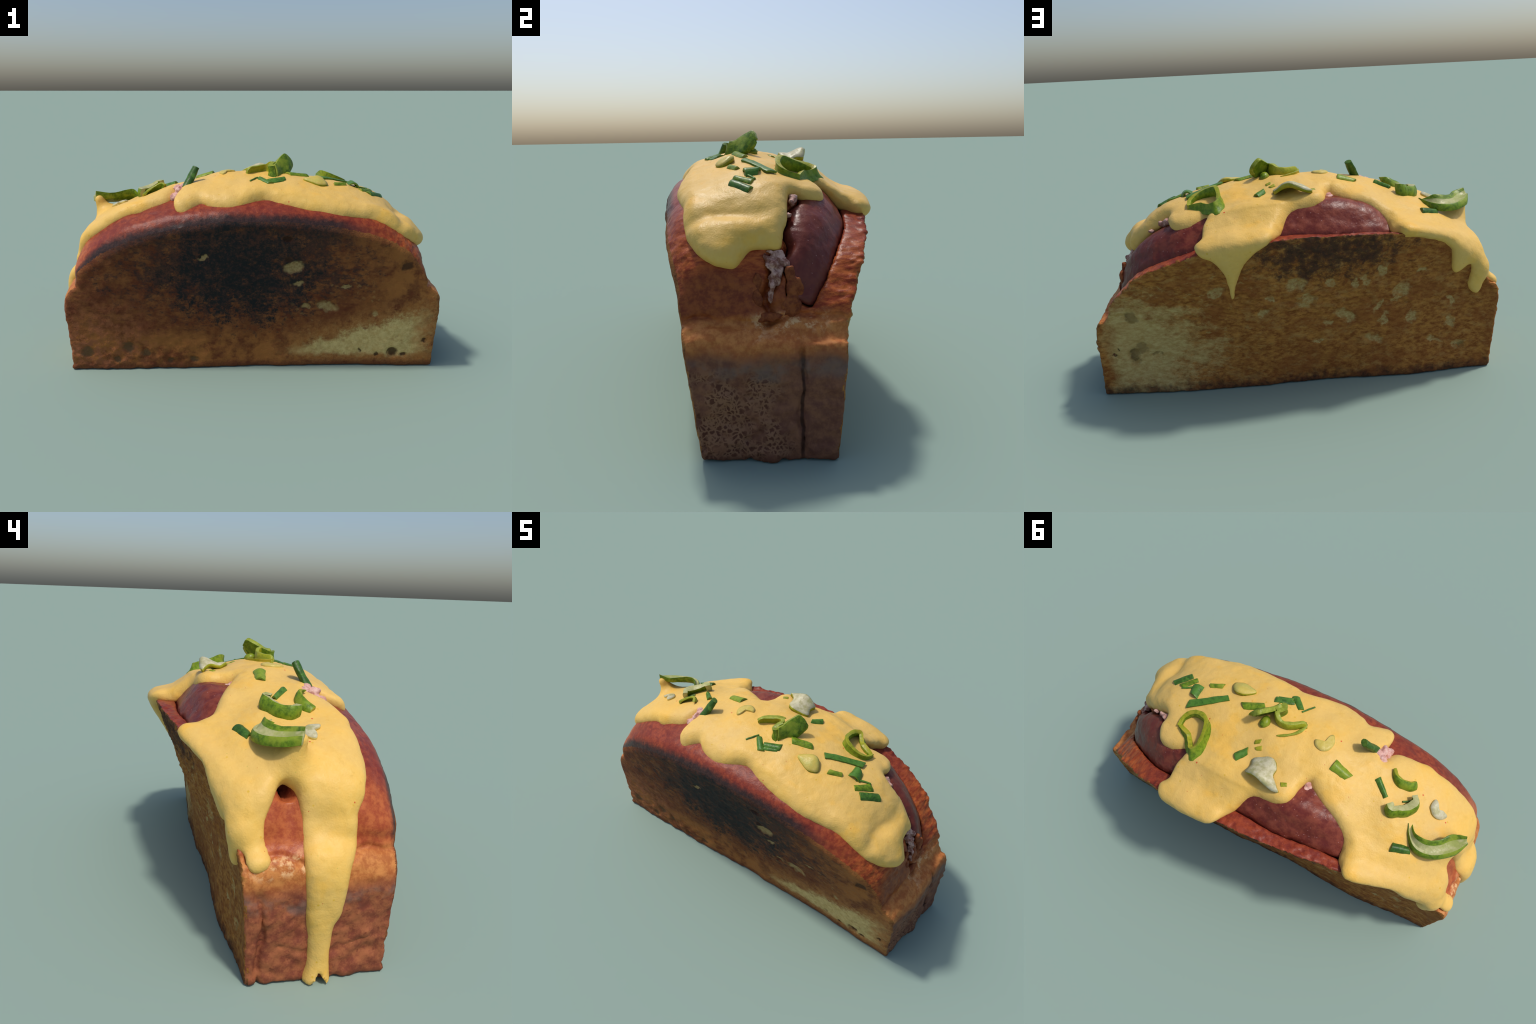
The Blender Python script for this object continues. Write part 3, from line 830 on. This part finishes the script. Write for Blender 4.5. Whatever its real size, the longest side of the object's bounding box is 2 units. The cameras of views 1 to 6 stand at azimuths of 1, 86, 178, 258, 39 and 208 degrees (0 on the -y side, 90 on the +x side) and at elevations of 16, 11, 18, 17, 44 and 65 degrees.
# let the sauce slump smoothly over the rim
w = np.clip(1 - np.abs(side_planes(cv[:, 0], cv[:, 2])[1] - cv[:, 1] - .02) / .10, 0, 1) * np.clip((cv[:, 2] - .45) * 8, 0, 1)
ce = np.vstack([cq[:, [0, 1]], cq[:, [1, 2]], cq[:, [2, 3]], cq[:, [3, 0]]])
cdeg = np.maximum(np.bincount(ce[:, 0], minlength=len(cv)) + np.bincount(ce[:, 1], minlength=len(cv)), 1)
for _ in range(30):
    acc = np.stack([np.bincount(ce[:, 0], cv[ce[:, 1], c], len(cv)) + np.bincount(ce[:, 1], cv[ce[:, 0], c], len(cv)) for c in range(3)], 1)
    cv = cv + (acc / cdeg[:, None] - cv) * (.6 * np.minimum(w * 1.6, 1))[:, None]
cn = normals_of(cv, cq)
cv = cv + cn * (.003 * w)[:, None]
cv = cv + cn * (.0045 * fractal(cv, 8, 3, (1, 5, 3)) + .0012 * fractal(cv, 26, 2))[:, None]
cv[:, 2] = np.maximum(cv[:, 2], 0.001)
sauce = mesh_object("cheese_sauce", cv, cq, MAT["sauce"], root)


# ------------------------------------------------------------------ things lying on the sauce
from mathutils.bvhtree import BVHTree


def tree_of(obs):
    vs, fs = [], []
    for ob in obs:
        k = len(vs)
        vs += [v.co.copy() for v in ob.data.vertices]
        fs += [[i + k for i in p.vertices] for p in ob.data.polygons]
    return BVHTree.FromPolygons(vs, fs)


TREE = tree_of([sauce, bun, sausage])


def snap(x, y, lift=0.0):
    h = TREE.ray_cast(Vector((x, y, 2)), Vector((0, 0, -1)))
    return (h[0] + h[1] * lift, h[1]) if h[0] else (Vector((x, y, .8)), Vector((0, 0, 1)))


def smooth_path(pts, n):
    return [Vector(p) for p in catmull([tuple(p) for p in pts], n)]


def finish(name, bm, mats, parent, bevel=.0025, jitter=.0012, subdiv=1):
    bmesh.ops.remove_doubles(bm, verts=bm.verts, dist=1e-5)
    bmesh.ops.recalc_face_normals(bm, faces=bm.faces)
    me = bpy.data.meshes.new(name)
    for v in bm.verts:
        v.co += Vector((mnoise.noise(v.co * 45), mnoise.noise(v.co * 45 + Vector((7, 0, 0))), mnoise.noise(v.co * 45 + Vector((0, 9, 0))))) * jitter
    bm.to_mesh(me)
    bm.free()
    for m in mats:
        me.materials.append(m)
    me.polygons.foreach_set("use_smooth", [True] * len(me.polygons))
    ob = bpy.data.objects.new(name, me)
    bpy.context.scene.collection.objects.link(ob)
    ob.parent = parent
    if bevel:
        b = ob.modifiers.new("soft_edge", "BEVEL")
        b.width, b.segments, b.limit_method, b.angle_limit = bevel, 2, "ANGLE", math.radians(50)
    return ob


def sweep(name, path, sections, mats, parent, slots=None, **kw):
    """Loft closed cross-sections (lists of Vectors, one list per path point), capped."""
    bm = bmesh.new()
    rings = [[bm.verts.new(p) for p in s] for s in sections]
    m = len(rings[0])
    for a, b in zip(rings, rings[1:]):
        for i in range(m):
            f = bm.faces.new((a[i], a[(i + 1) % m], b[(i + 1) % m], b[i]))
            f.material_index = slots[i] if slots else 0
    for r in (rings[0], rings[-1]):
        f = bm.faces.new(r)
        f.material_index = 1 if len(mats) > 1 else 0
    return finish(name, bm, mats, parent, **kw)


def frames(path, ups):
    out = []
    for i, p in enumerate(path):
        t = (path[min(i + 1, len(path) - 1)] - path[max(i - 1, 0)]).normalized()
        u = (ups[i] - t * ups[i].dot(t)).normalized()
        out.append((t, u, t.cross(u).normalized()))
    return out


def chive(p0, p1, width, bulge=.55, thick=.005, lift=-.005, mats=None, name="chive", sag=0, n=7, twist=0):
    """A cut length of hollow leaf lying on the sauce: a gutter-shaped strip with depth."""
    path, ups = [], []
    for i in range(n):
        t = i / (n - 1)
        x, y = p0[0] + (p1[0] - p0[0]) * t, p0[1] + (p1[1] - p0[1]) * t
        dx, dy = p1[0] - p0[0], p1[1] - p0[1]
        L = math.hypot(dx, dy)
        x += -dy / L * sag * math.sin(math.pi * t); y += dx / L * sag * math.sin(math.pi * t)
        q, nn = snap(x, y, lift)
        path.append(q); ups.append(nn)
    up = sum(ups, Vector()).normalized()
    a, b = path[0], path[-1]
    path = [p.lerp(a.lerp(b, i / (n - 1)) + up * .002, .6) for i, p in enumerate(path)]
    secs = []
    k = 7
    rg = random.Random(int(1e4 * (p0[0] + 3 * p0[1] + 9)))
    cut0, cut1, lean = rg.uniform(-.5, .5), rg.uniform(-.5, .5), rg.uniform(-.18, .18)
    for i, (t, u, s) in enumerate(frames(path, ups)):
        sec = []
        ca, sa = math.cos(twist), math.sin(twist)
        u2, s2 = u * ca + s * sa, s * ca - u * sa
        g = i / (n - 1)
        slant = t * width * (cut0 * max(0, 1 - 3 * g) + cut1 * max(0, 3 * g - 2))
        wv = 1 + lean * (2 * g - 1) + .12 * mnoise.noise(path[i] * 70)
        for j in range(k):
            w = -1 + 2 * j / (k - 1)
            h = (1 - w * w) * width * bulge
            sec.append(path[i] + s2 * (w * width * wv) + u2 * (h + thick) + slant * w)
        for j in reversed(range(k)):
            w = (-1 + 2 * j / (k - 1)) * .86
            h = (1 - w * w) * width * bulge
            sec.append(path[i] + s2 * (w * width * wv) + u2 * (h - thick) + slant * w)
        secs.append(sec)
    return sweep(name, path, secs, mats or [MAT["chive_dark"], MAT["chive_cut"]], onions, bevel=.0015)


def wall(pts, tops, thick, mats, name="onion_ring", n=4, top_w=None, slots=None, sub=3, embed=.012):
    """A standing strip of leaf: foot points, matching top points, wall thickness."""
    foot, top = smooth_path(pts, n), smooth_path(tops, n)
    secs = []
    rows = sub
    for i, (p, q) in enumerate(zip(foot, top)):
        t = (foot[min(i + 1, len(foot) - 1)] - foot[max(i - 1, 0)]).normalized()
        u = (q - p).normalized()
        s = t.cross(u).normalized()
        p = p - u * embed
        tk = thick * (.85 + .3 * mnoise.noise(p * 40))
        w = top_w if top_w else tk
        a = [p.lerp(q, j / rows) + s * (tk + (w - tk) * j / rows) * .5 + s * .006 * math.sin(math.pi * j / rows) for j in range(rows + 1)]
        b = [p.lerp(q, j / rows) - s * (tk + (w - tk) * j / rows) * .5 + s * .006 * math.sin(math.pi * j / rows) for j in reversed(range(rows + 1))]
        secs.append(a + b)
    m = 2 * (rows + 1)
    sl = [0] * m
    sl[rows] = 1
    return sweep(name, foot, secs, mats, onions, slots=sl, bevel=.003)


def slab(outline, thick, mats, name, dome=.0, tilt=None, lift=.003, parent=None, rise=()):
    """A flat irregular slice resting on the sauce; outline in x-y, optional raised points (x, y, dz, radius)."""
    c = catmull(outline, 4, closed=True)
    cx, cy = c.mean(0)
    bm = bmesh.new()
    tops, bots = [], []
    rings = 4
    for k in range(rings + 1):
        f = 1 - k / rings
        tr, br = [], []
        for x, y in (c if k < rings else c[:1]):
            px, py = cx + (x - cx) * f, cy + (y - cy) * f
            q, nn = snap(px, py, 0)
            dz = dome * (1 - f * f)
            for rx, ry, rz, rr in rise:
                dz += rz * math.exp(-((px - rx) ** 2 + (py - ry) ** 2) / rr ** 2)
            edge = thick * (.55 if k == 0 else 1)
            tr.append(bm.verts.new(q + nn * (lift + edge) + Vector((0, 0, dz))))
            br.append(bm.verts.new(q - nn * .006 + Vector((0, 0, dz * (.85 if rise else 0)))))
        tops.append(tr); bots.append(br)
    m = len(c)
    for R_, sgn in ((tops, 0), (bots, 1)):
        for a, b in zip(R_[:-2], R_[1:-1]):
            for i in range(m):
                f = bm.faces.new((a[i], a[(i + 1) % m], b[(i + 1) % m], b[i]))
                f.material_index = sgn
        for i in range(m):
            f = bm.faces.new((R_[-2][i], R_[-2][(i + 1) % m], R_[-1][0]))
            f.material_index = sgn
    for i in range(m):
        f = bm.faces.new((tops[0][i], tops[0][(i + 1) % m], bots[0][(i + 1) % m], bots[0][i]))
        f.material_index = 1
    return finish(name, bm, mats, parent or onions, bevel=0)


def stem(pts, r0, mats, name="chive", n=5, sides=9, flat=1.0, taper=1.0):
    path = smooth_path(pts, n)
    secs = []
    for i, (t, u, s) in enumerate(frames(path, [Vector((.3, .2, 1))] * len(path))):
        r = r0 * (1 + (taper - 1) * i / (len(path) - 1)) * (1 + .1 * mnoise.noise(path[i] * 60))
        secs.append([path[i] + (u * math.cos(a) * flat + s * math.sin(a)) * r for a in [2 * math.pi * k / sides for k in range(sides)]])
    return sweep(name, path, secs, mats, onions, bevel=.002)


onions = bpy.data.objects.new("spring_onion", None)
bpy.context.scene.collection.objects.link(onions)
onions.parent = root
DARK = [MAT["chive_dark"], MAT["chive_cut"]]
MID = [MAT["leek_green"], MAT["leek_cut"]]
LIME = [MAT["leek_lime"], MAT["leek_cut"]]

# short cut lengths of chive: ends in plan, half width, bulge
chive((.668, -.082), (.600, -.150), .021, .55)
chive((.618, -.072), (.560, -.135), .017, .5, mats=MID)
chive((.523, -.040), (.533, -.098), .030, .75)
chive((.482, -.122), (.422, -.148), .014, .8, mats=MID)
chive((.522, .006), (.358, -.092), .018, .18, sag=-.006, n=9, lift=.004)
chive((.282, -.083), (.185, -.122), .021, .5, mats=MID)
chive((.170, -.186), (.086, -.214), .017, .45)
chive((.163, -.205), (.100, -.228), .010, .5)
chive((.098, -.250), (.040, -.192), .016, .6)
chive((.190, .138), (.152, .090), .019, .7)
chive((-.205, -.022), (-.290, -.010), .024, .55, mats=[MAT["leek_green"], MAT["chive_cut"]])
chive((-.398, -.080), (-.466, -.026), .014, 1.0)
chive((-.578, .134), (-.655, .104), .019, .7)
# hair-thin threads
T_ = lambda pts, lift=.003: [snap(x, y, lift)[0] for x, y in pts]
stem(T_([(.604, -.062), (.570, -.076), (.539, -.096)], .004), .0055, DARK, "chive_thread", flat=.6)
stem(T_([(.032, -.182), (.012, -.212), (-.006, -.240)]), .0045, DARK, "chive_thread", flat=.6)
stem(T_([(-.535, -.055), (-.565, -.078), (-.58, -.085)], .004), .005, DARK, "chive_thread", flat=.6)
# one standing piece
stem([(-.338, -.205, .935), (-.318, -.188, .965), (-.298, -.168, 1.005), (-.282, -.155, 1.036)], .024, DARK, "chive", flat=.72, taper=.92)
# flecks of soft green
for x, y in [(.130, .034), (.112, .058), (-.065, .152)]:
    chive((x - .012, y), (x + .012, y + .012), .010, .4, mats=LIME, name="onion_fleck", n=4)

# big crescent at the drip end: outer green rim, pale flesh, raised inner wall
OUT = [(-.598, .012, .858), (-.622, .058, .846), (-.660, .096, .836), (-.711, .104, .832), (-.770, .082, .832), (-.830, .030, .840), (-.858, -.028, .852)]
INN = [(-.614, .000, .862), (-.636, .042, .880), (-.664, .058, 0.890), (-.708, .054, 0.884), (-.752, .024, 0.878), (-.786, -.018, 0.884), (-.842, -.042, 0.896)]
o_, i_ = smooth_path(OUT, 5), smooth_path(INN, 5)
secs = []
for a, b in zip(o_, i_):
    d = (b - a)
    low = Vector((0, 0, -.030))
    secs.append([a + Vector((0, 0, .008)), a.lerp(b, .14) + Vector((0, 0, .010)), a.lerp(b, .42) - Vector((0, 0, .006)), a.lerp(b, .80) + Vector((0, 0, -.008)), b - Vector((0, 0, .006)),
                 b + d * .16 + low * .3, b + d * .12 + low * 1.3, a.lerp(b, .5) + low * 1.3, a + low * .5 - d * .05, a - d * .06])
sweep("onion_ring", o_, secs, [MAT["leek_green"], MAT["leek_pale"]], onions, slots=[0, 1, 1, 0, 0, 0, 0, 0, 0, 0], bevel=.002)

# closed curl on the other end
foot = [(.507, .116), (.505, .070), (.470, .038), (.415, .036), (.370, .060), (.347, .125), (.346, .188), (.372, .218), (.398, .196), (.428, .165), (.452, .140), (.505, .112)]
F_ = [snap(x, y)[0] for x, y in foot]
for k in (6, 7, 8):
    F_[k].z = max(F_[k].z, .868)
hts = [.020, .022, .030, .042, .046, .046, .042, .040, .034, .034, .030, .018]
mid_ = Vector((.425, .115, .93))
lean = [.05, .05, .05, .08, .15, .22, .25, .25, .35, .40, .30, .1]
wall(F_, [f + Vector(((mid_.x - f.x) * q, (mid_.y - f.y) * q, h)) for f, h, q in zip(F_, hts, lean)], .024, [MAT["leek_green"], MAT["leek_lime"]])

# short thick crescents on the drip side
e = [(-.495, .010), (-.515, .024), (-.540, .004), (-.570, -.022), (-.590, -.062), (-.574, -.088)]
E_ = [snap(x, y)[0] for x, y in e]
wall(E_, [f + Vector((.004, -.010, h)) for f, h in zip(E_, (.045, .048, .040, .038, .045, .040))], .034, [MAT["leek_green"], MAT["leek_pale"]])
g = [(-.455, -.140), (-.480, -.112), (-.512, -.112), (-.545, -.130), (-.560, -.152)]
G_ = [snap(x, y)[0] for x, y in g]
wall(G_, [f + Vector((.012, -.018, h)) for f, h in zip(G_, (.020, .038, .036, .026, .014))], .016, [MAT["leek_green"], MAT["leek_lime"]])

# tangle of curled leaf on the crest
wall([(.122, -.155, .995), (.135, -.135, .995), (.150, -.112, .995), (.168, -.096, .998), (.186, -.078, 1.004), (.196, -.060, 1.012)],
     [(.112, -.138, 1.048), (.118, -.118, 1.050), (.128, -.096, 1.062), (.146, -.064, 1.080), (.168, -.036, 1.090), (.198, -.026, 1.060)],
     .028, MID, "onion_leaf", top_w=.022, sub=5)
wall([(.186, -.080, 1.002), (.196, -.060, 1.014), (.199, -.040, 1.026)],
     [(.165, -.040, 1.088), (.190, -.034, 1.072), (.206, -.028, 1.046)], .022, MID, "onion_leaf", sub=4)
wall([(.125, -.158, .996), (.104, -.152, .998), (.094, -.138, 1.000), (.100, -.118, 1.000), (.112, -.100, 1.000)],
     [(.116, -.146, 1.042), (.102, -.146, 1.040), (.094, -.134, 1.040), (.100, -.116, 1.050), (.112, -.098, 1.058)], .028, MID, "onion_leaf")
wall([(.110, -.102, 1.000), (.095, -.084, 1.002), (.075, -.072, 1.003), (.052, -.072, 1.004), (.020, -.090, 1.003), (-.008, -.112, 1.001), (-.024, -.124, 1.000)],
     [(.112, -.098, 1.058), (.096, -.080, 1.056), (.075, -.070, 1.044), (.050, -.076, 1.040), (.020, -.094, 1.036), (-.006, -.116, 1.034), (-.022, -.126, 1.018)],
     .020, [MAT["leek_lime"], MAT["leek_cut"]], "onion_ring")
wall([(-.026, -.122, 1.000), (-.024, -.100, 1.000), (-.006, -.066, 1.002), (.022, -.038, 1.002), (.048, -.022, 1.000), (.072, -.014, .998)],
     [(-.022, -.124, 1.020), (-.024, -.102, 1.018), (-.008, -.070, 1.016), (.020, -.042, 1.014), (.046, -.026, 1.010), (.070, -.018, 1.004)],
     .018, [MAT["leek_lime"], MAT["leek_cut"]], "onion_ring")
slab([(.165, -.062), (.160, -.030), (.140, -.024), (.122, -.044), (.128, -.070), (.150, -.080)], .010, MID, "onion_leaf", dome=.012)

# pale slices
WHITE = [MAT["onion_white"], MAT["leek_lime"]]
slab([(.112, .112), (.075, .090), (.030, .080), (-.005, .110), (-.010, .150), (-.045, .185), (-.062, .200), (-.035, .208), (.015, .205), (.060, .196), (.108, .186), (.100, .150)],
     .008, WHITE, "onion_slice", rise=[(.055, .195, .058, .06), (-.01, .19, .018, .05), (.03, .09, .010, .04)])
slab([(.385, -.185), (.370, -.150), (.340, -.130), (.300, -.138), (.262, -.175), (.300, -.195), (.345, -.205)], .008, [MAT["onion_clear"], MAT["leek_lime"]], "onion_slice", dome=.005,
     rise=[(.345, -.140, .014, .04)])
slab([(-.655, -.150), (-.652, -.110), (-.680, -.082), (-.715, -.085), (-.735, -.115), (-.712, -.128), (-.690, -.122), (-.672, -.150)], .009, [MAT["onion_white"], MAT["onion_clear"]], "onion_slice", dome=.004)
slab([(-.088, -.080), (-.100, -.056), (-.132, -.046), (-.160, -.062), (-.170, -.100), (-.150, -.140), (-.135, -.128), (-.130, -.096), (-.108, -.086)], .005, [MAT["onion_clear"], MAT["onion_clear"]], "onion_slice", dome=.002)

# ------------------------------------------------------------------ pulled filling in the tears
def lump(bm, c, r, stretch=(1, 1, 1), rough=.35, seed=0):
    o = Vector((seed * 3.1, seed * 1.7, seed * .9))
    res = bmesh.ops.create_icosphere(bm, subdivisions=3, radius=1)
    for v in res["verts"]:
        d = 1 + rough * (mnoise.noise(v.co * 1.6 + o) + .5 * mnoise.noise(v.co * 4 + o))
        v.co = Vector(c) + Vector((v.co.x * stretch[0], v.co.y * stretch[1], v.co.z * stretch[2])) * r * d


def shred(bm, a, b, r, seed):
    """a fibre of pulled filling from a to b: a knobbly tapered strand"""
    a, b = Vector(a), Vector(b)
    n, m = 9, 7
    d = (b - a)
    u = d.cross(Vector((.3, .5, .8))).normalized(); w = d.cross(u).normalized()
    rings = []
    for i in range(n):
        t = i / (n - 1)
        c = a + d * t + (u * mnoise.noise(Vector((t * 3, seed, 0))) + w * mnoise.noise(Vector((t * 3, 0, seed)))) * r * 1.2
        rr = r * (.35 + .8 * math.sin(math.pi * min(max(t, .08), .92))) * (1 + .5 * mnoise.noise(Vector((t * 6, seed * 2.3, 5))))
        rings.append([bm.verts.new(c + (u * math.cos(q) + w * math.sin(q) * .7) * rr) for q in [2 * math.pi * j / m for j in range(m)]])
    for p, q in zip(rings, rings[1:]):
        for j in range(m):
            bm.faces.new((p[j], p[(j + 1) % m], q[(j + 1) % m], q[j]))
    bm.faces.new(rings[0]); bm.faces.new(rings[-1])


def fused(name, bm, mat, voxel, rough):
    """join overlapping lumps and strands into one ragged mass"""
    ob = finish(name, bm, [mat], root, bevel=0, jitter=0)
    md = ob.modifiers.new("fuse", "REMESH")
    md.mode, md.voxel_size, md.use_smooth_shade = "VOXEL", voxel, True
    tx = bpy.data.textures.new(name + "_grain", "CLOUDS")
    tx.noise_scale = .022
    dm = ob.modifiers.new("rough", "DISPLACE")
    dm.texture, dm.strength, dm.mid_level, dm.texture_coords = tx, rough, .5, "LOCAL"
    return ob


bm = bmesh.new()
sd = 0
for c, r, st in [((-.345, -.190, .944), .020, (1, .9, .7)), ((-.362, -.215, .922), .026, (.8, 1.2, .8)), ((-.385, -.240, .894), .024, (.9, 1.1, .8)),
                 ((-.375, -.175, .932), .022, (1.1, 1, .7)), ((-.362, -.258, .882), .016, (1, 1, 1)), ((-.365, -.20, .896), .036, (.8, 1.2, .8)),
                 ((-.150, .088, .920), .018, (1, 1, .8)), ((-.148, .108, .914), .013, (1, 1, .8)),
                 ((.615, .078, .838), .022, (1, .8, .7)), ((.640, .068, .828), .018, (1.2, .7, .7)), ((.700, .050, .790), .014, (1.2, .8, .8)),
                 ((.808, -.002, .664), .026, (.6, .9, .9)), ((.826, -.012, .630), .022, (.6, 1.2, .9)), ((.845, -.022, .585), .018, (.5, .9, 1.6)), ((.862, -.032, .535), .014, (.5, .9, 1.8))]:
    sd += 1
    lump(bm, c, r, st, seed=sd)
for a, b, r in [((.806, -.040, .682), (.830, .026, .645), .014), ((.82, -.052, .672), (.846, .012, .622), .012), ((.832, -.048, .650), (.864, .000, .590), .010), ((.826, .014, .655), (.856, -.008, .570), .010), ((.845, -.020, .620), (.876, -.036, .520), .009),
                ((.820, .022, .662), (.842, .034, .620), .010),
                ((-.33, -.17, .955), (-.40, -.245, .885), .012), ((-.34, -.235, .915), (-.41, -.20, .905), .010), ((-.355, -.18, .95), (-.37, -.265, .872), .011)]:
    sd += 1
    shred(bm, a, b, r, sd)
filling = fused("filling", bm, MAT["filling"], .005, .012)
bm = bmesh.new()
for c, r, st in [((.852, .034, .612), .026, (.5, .7, 1.1)), ((.862, .048, .562), .032, (.5, .9, 1.3)), ((.874, .034, .505), .032, (.5, 1.1, 1.2)),
                 ((.868, -.080, .525), .026, (.5, .8, 1.5)), ((.858, -.075, .590), .022, (.5, .7, 1.3)), ((.886, -.040, .472), .026, (.5, 1.6, .7))]:
    sd += 1
    lump(bm, c, r, st, rough=.3, seed=sd)
flap = fused("torn_crust", bm, MAT["crust_torn"], .005, .010)
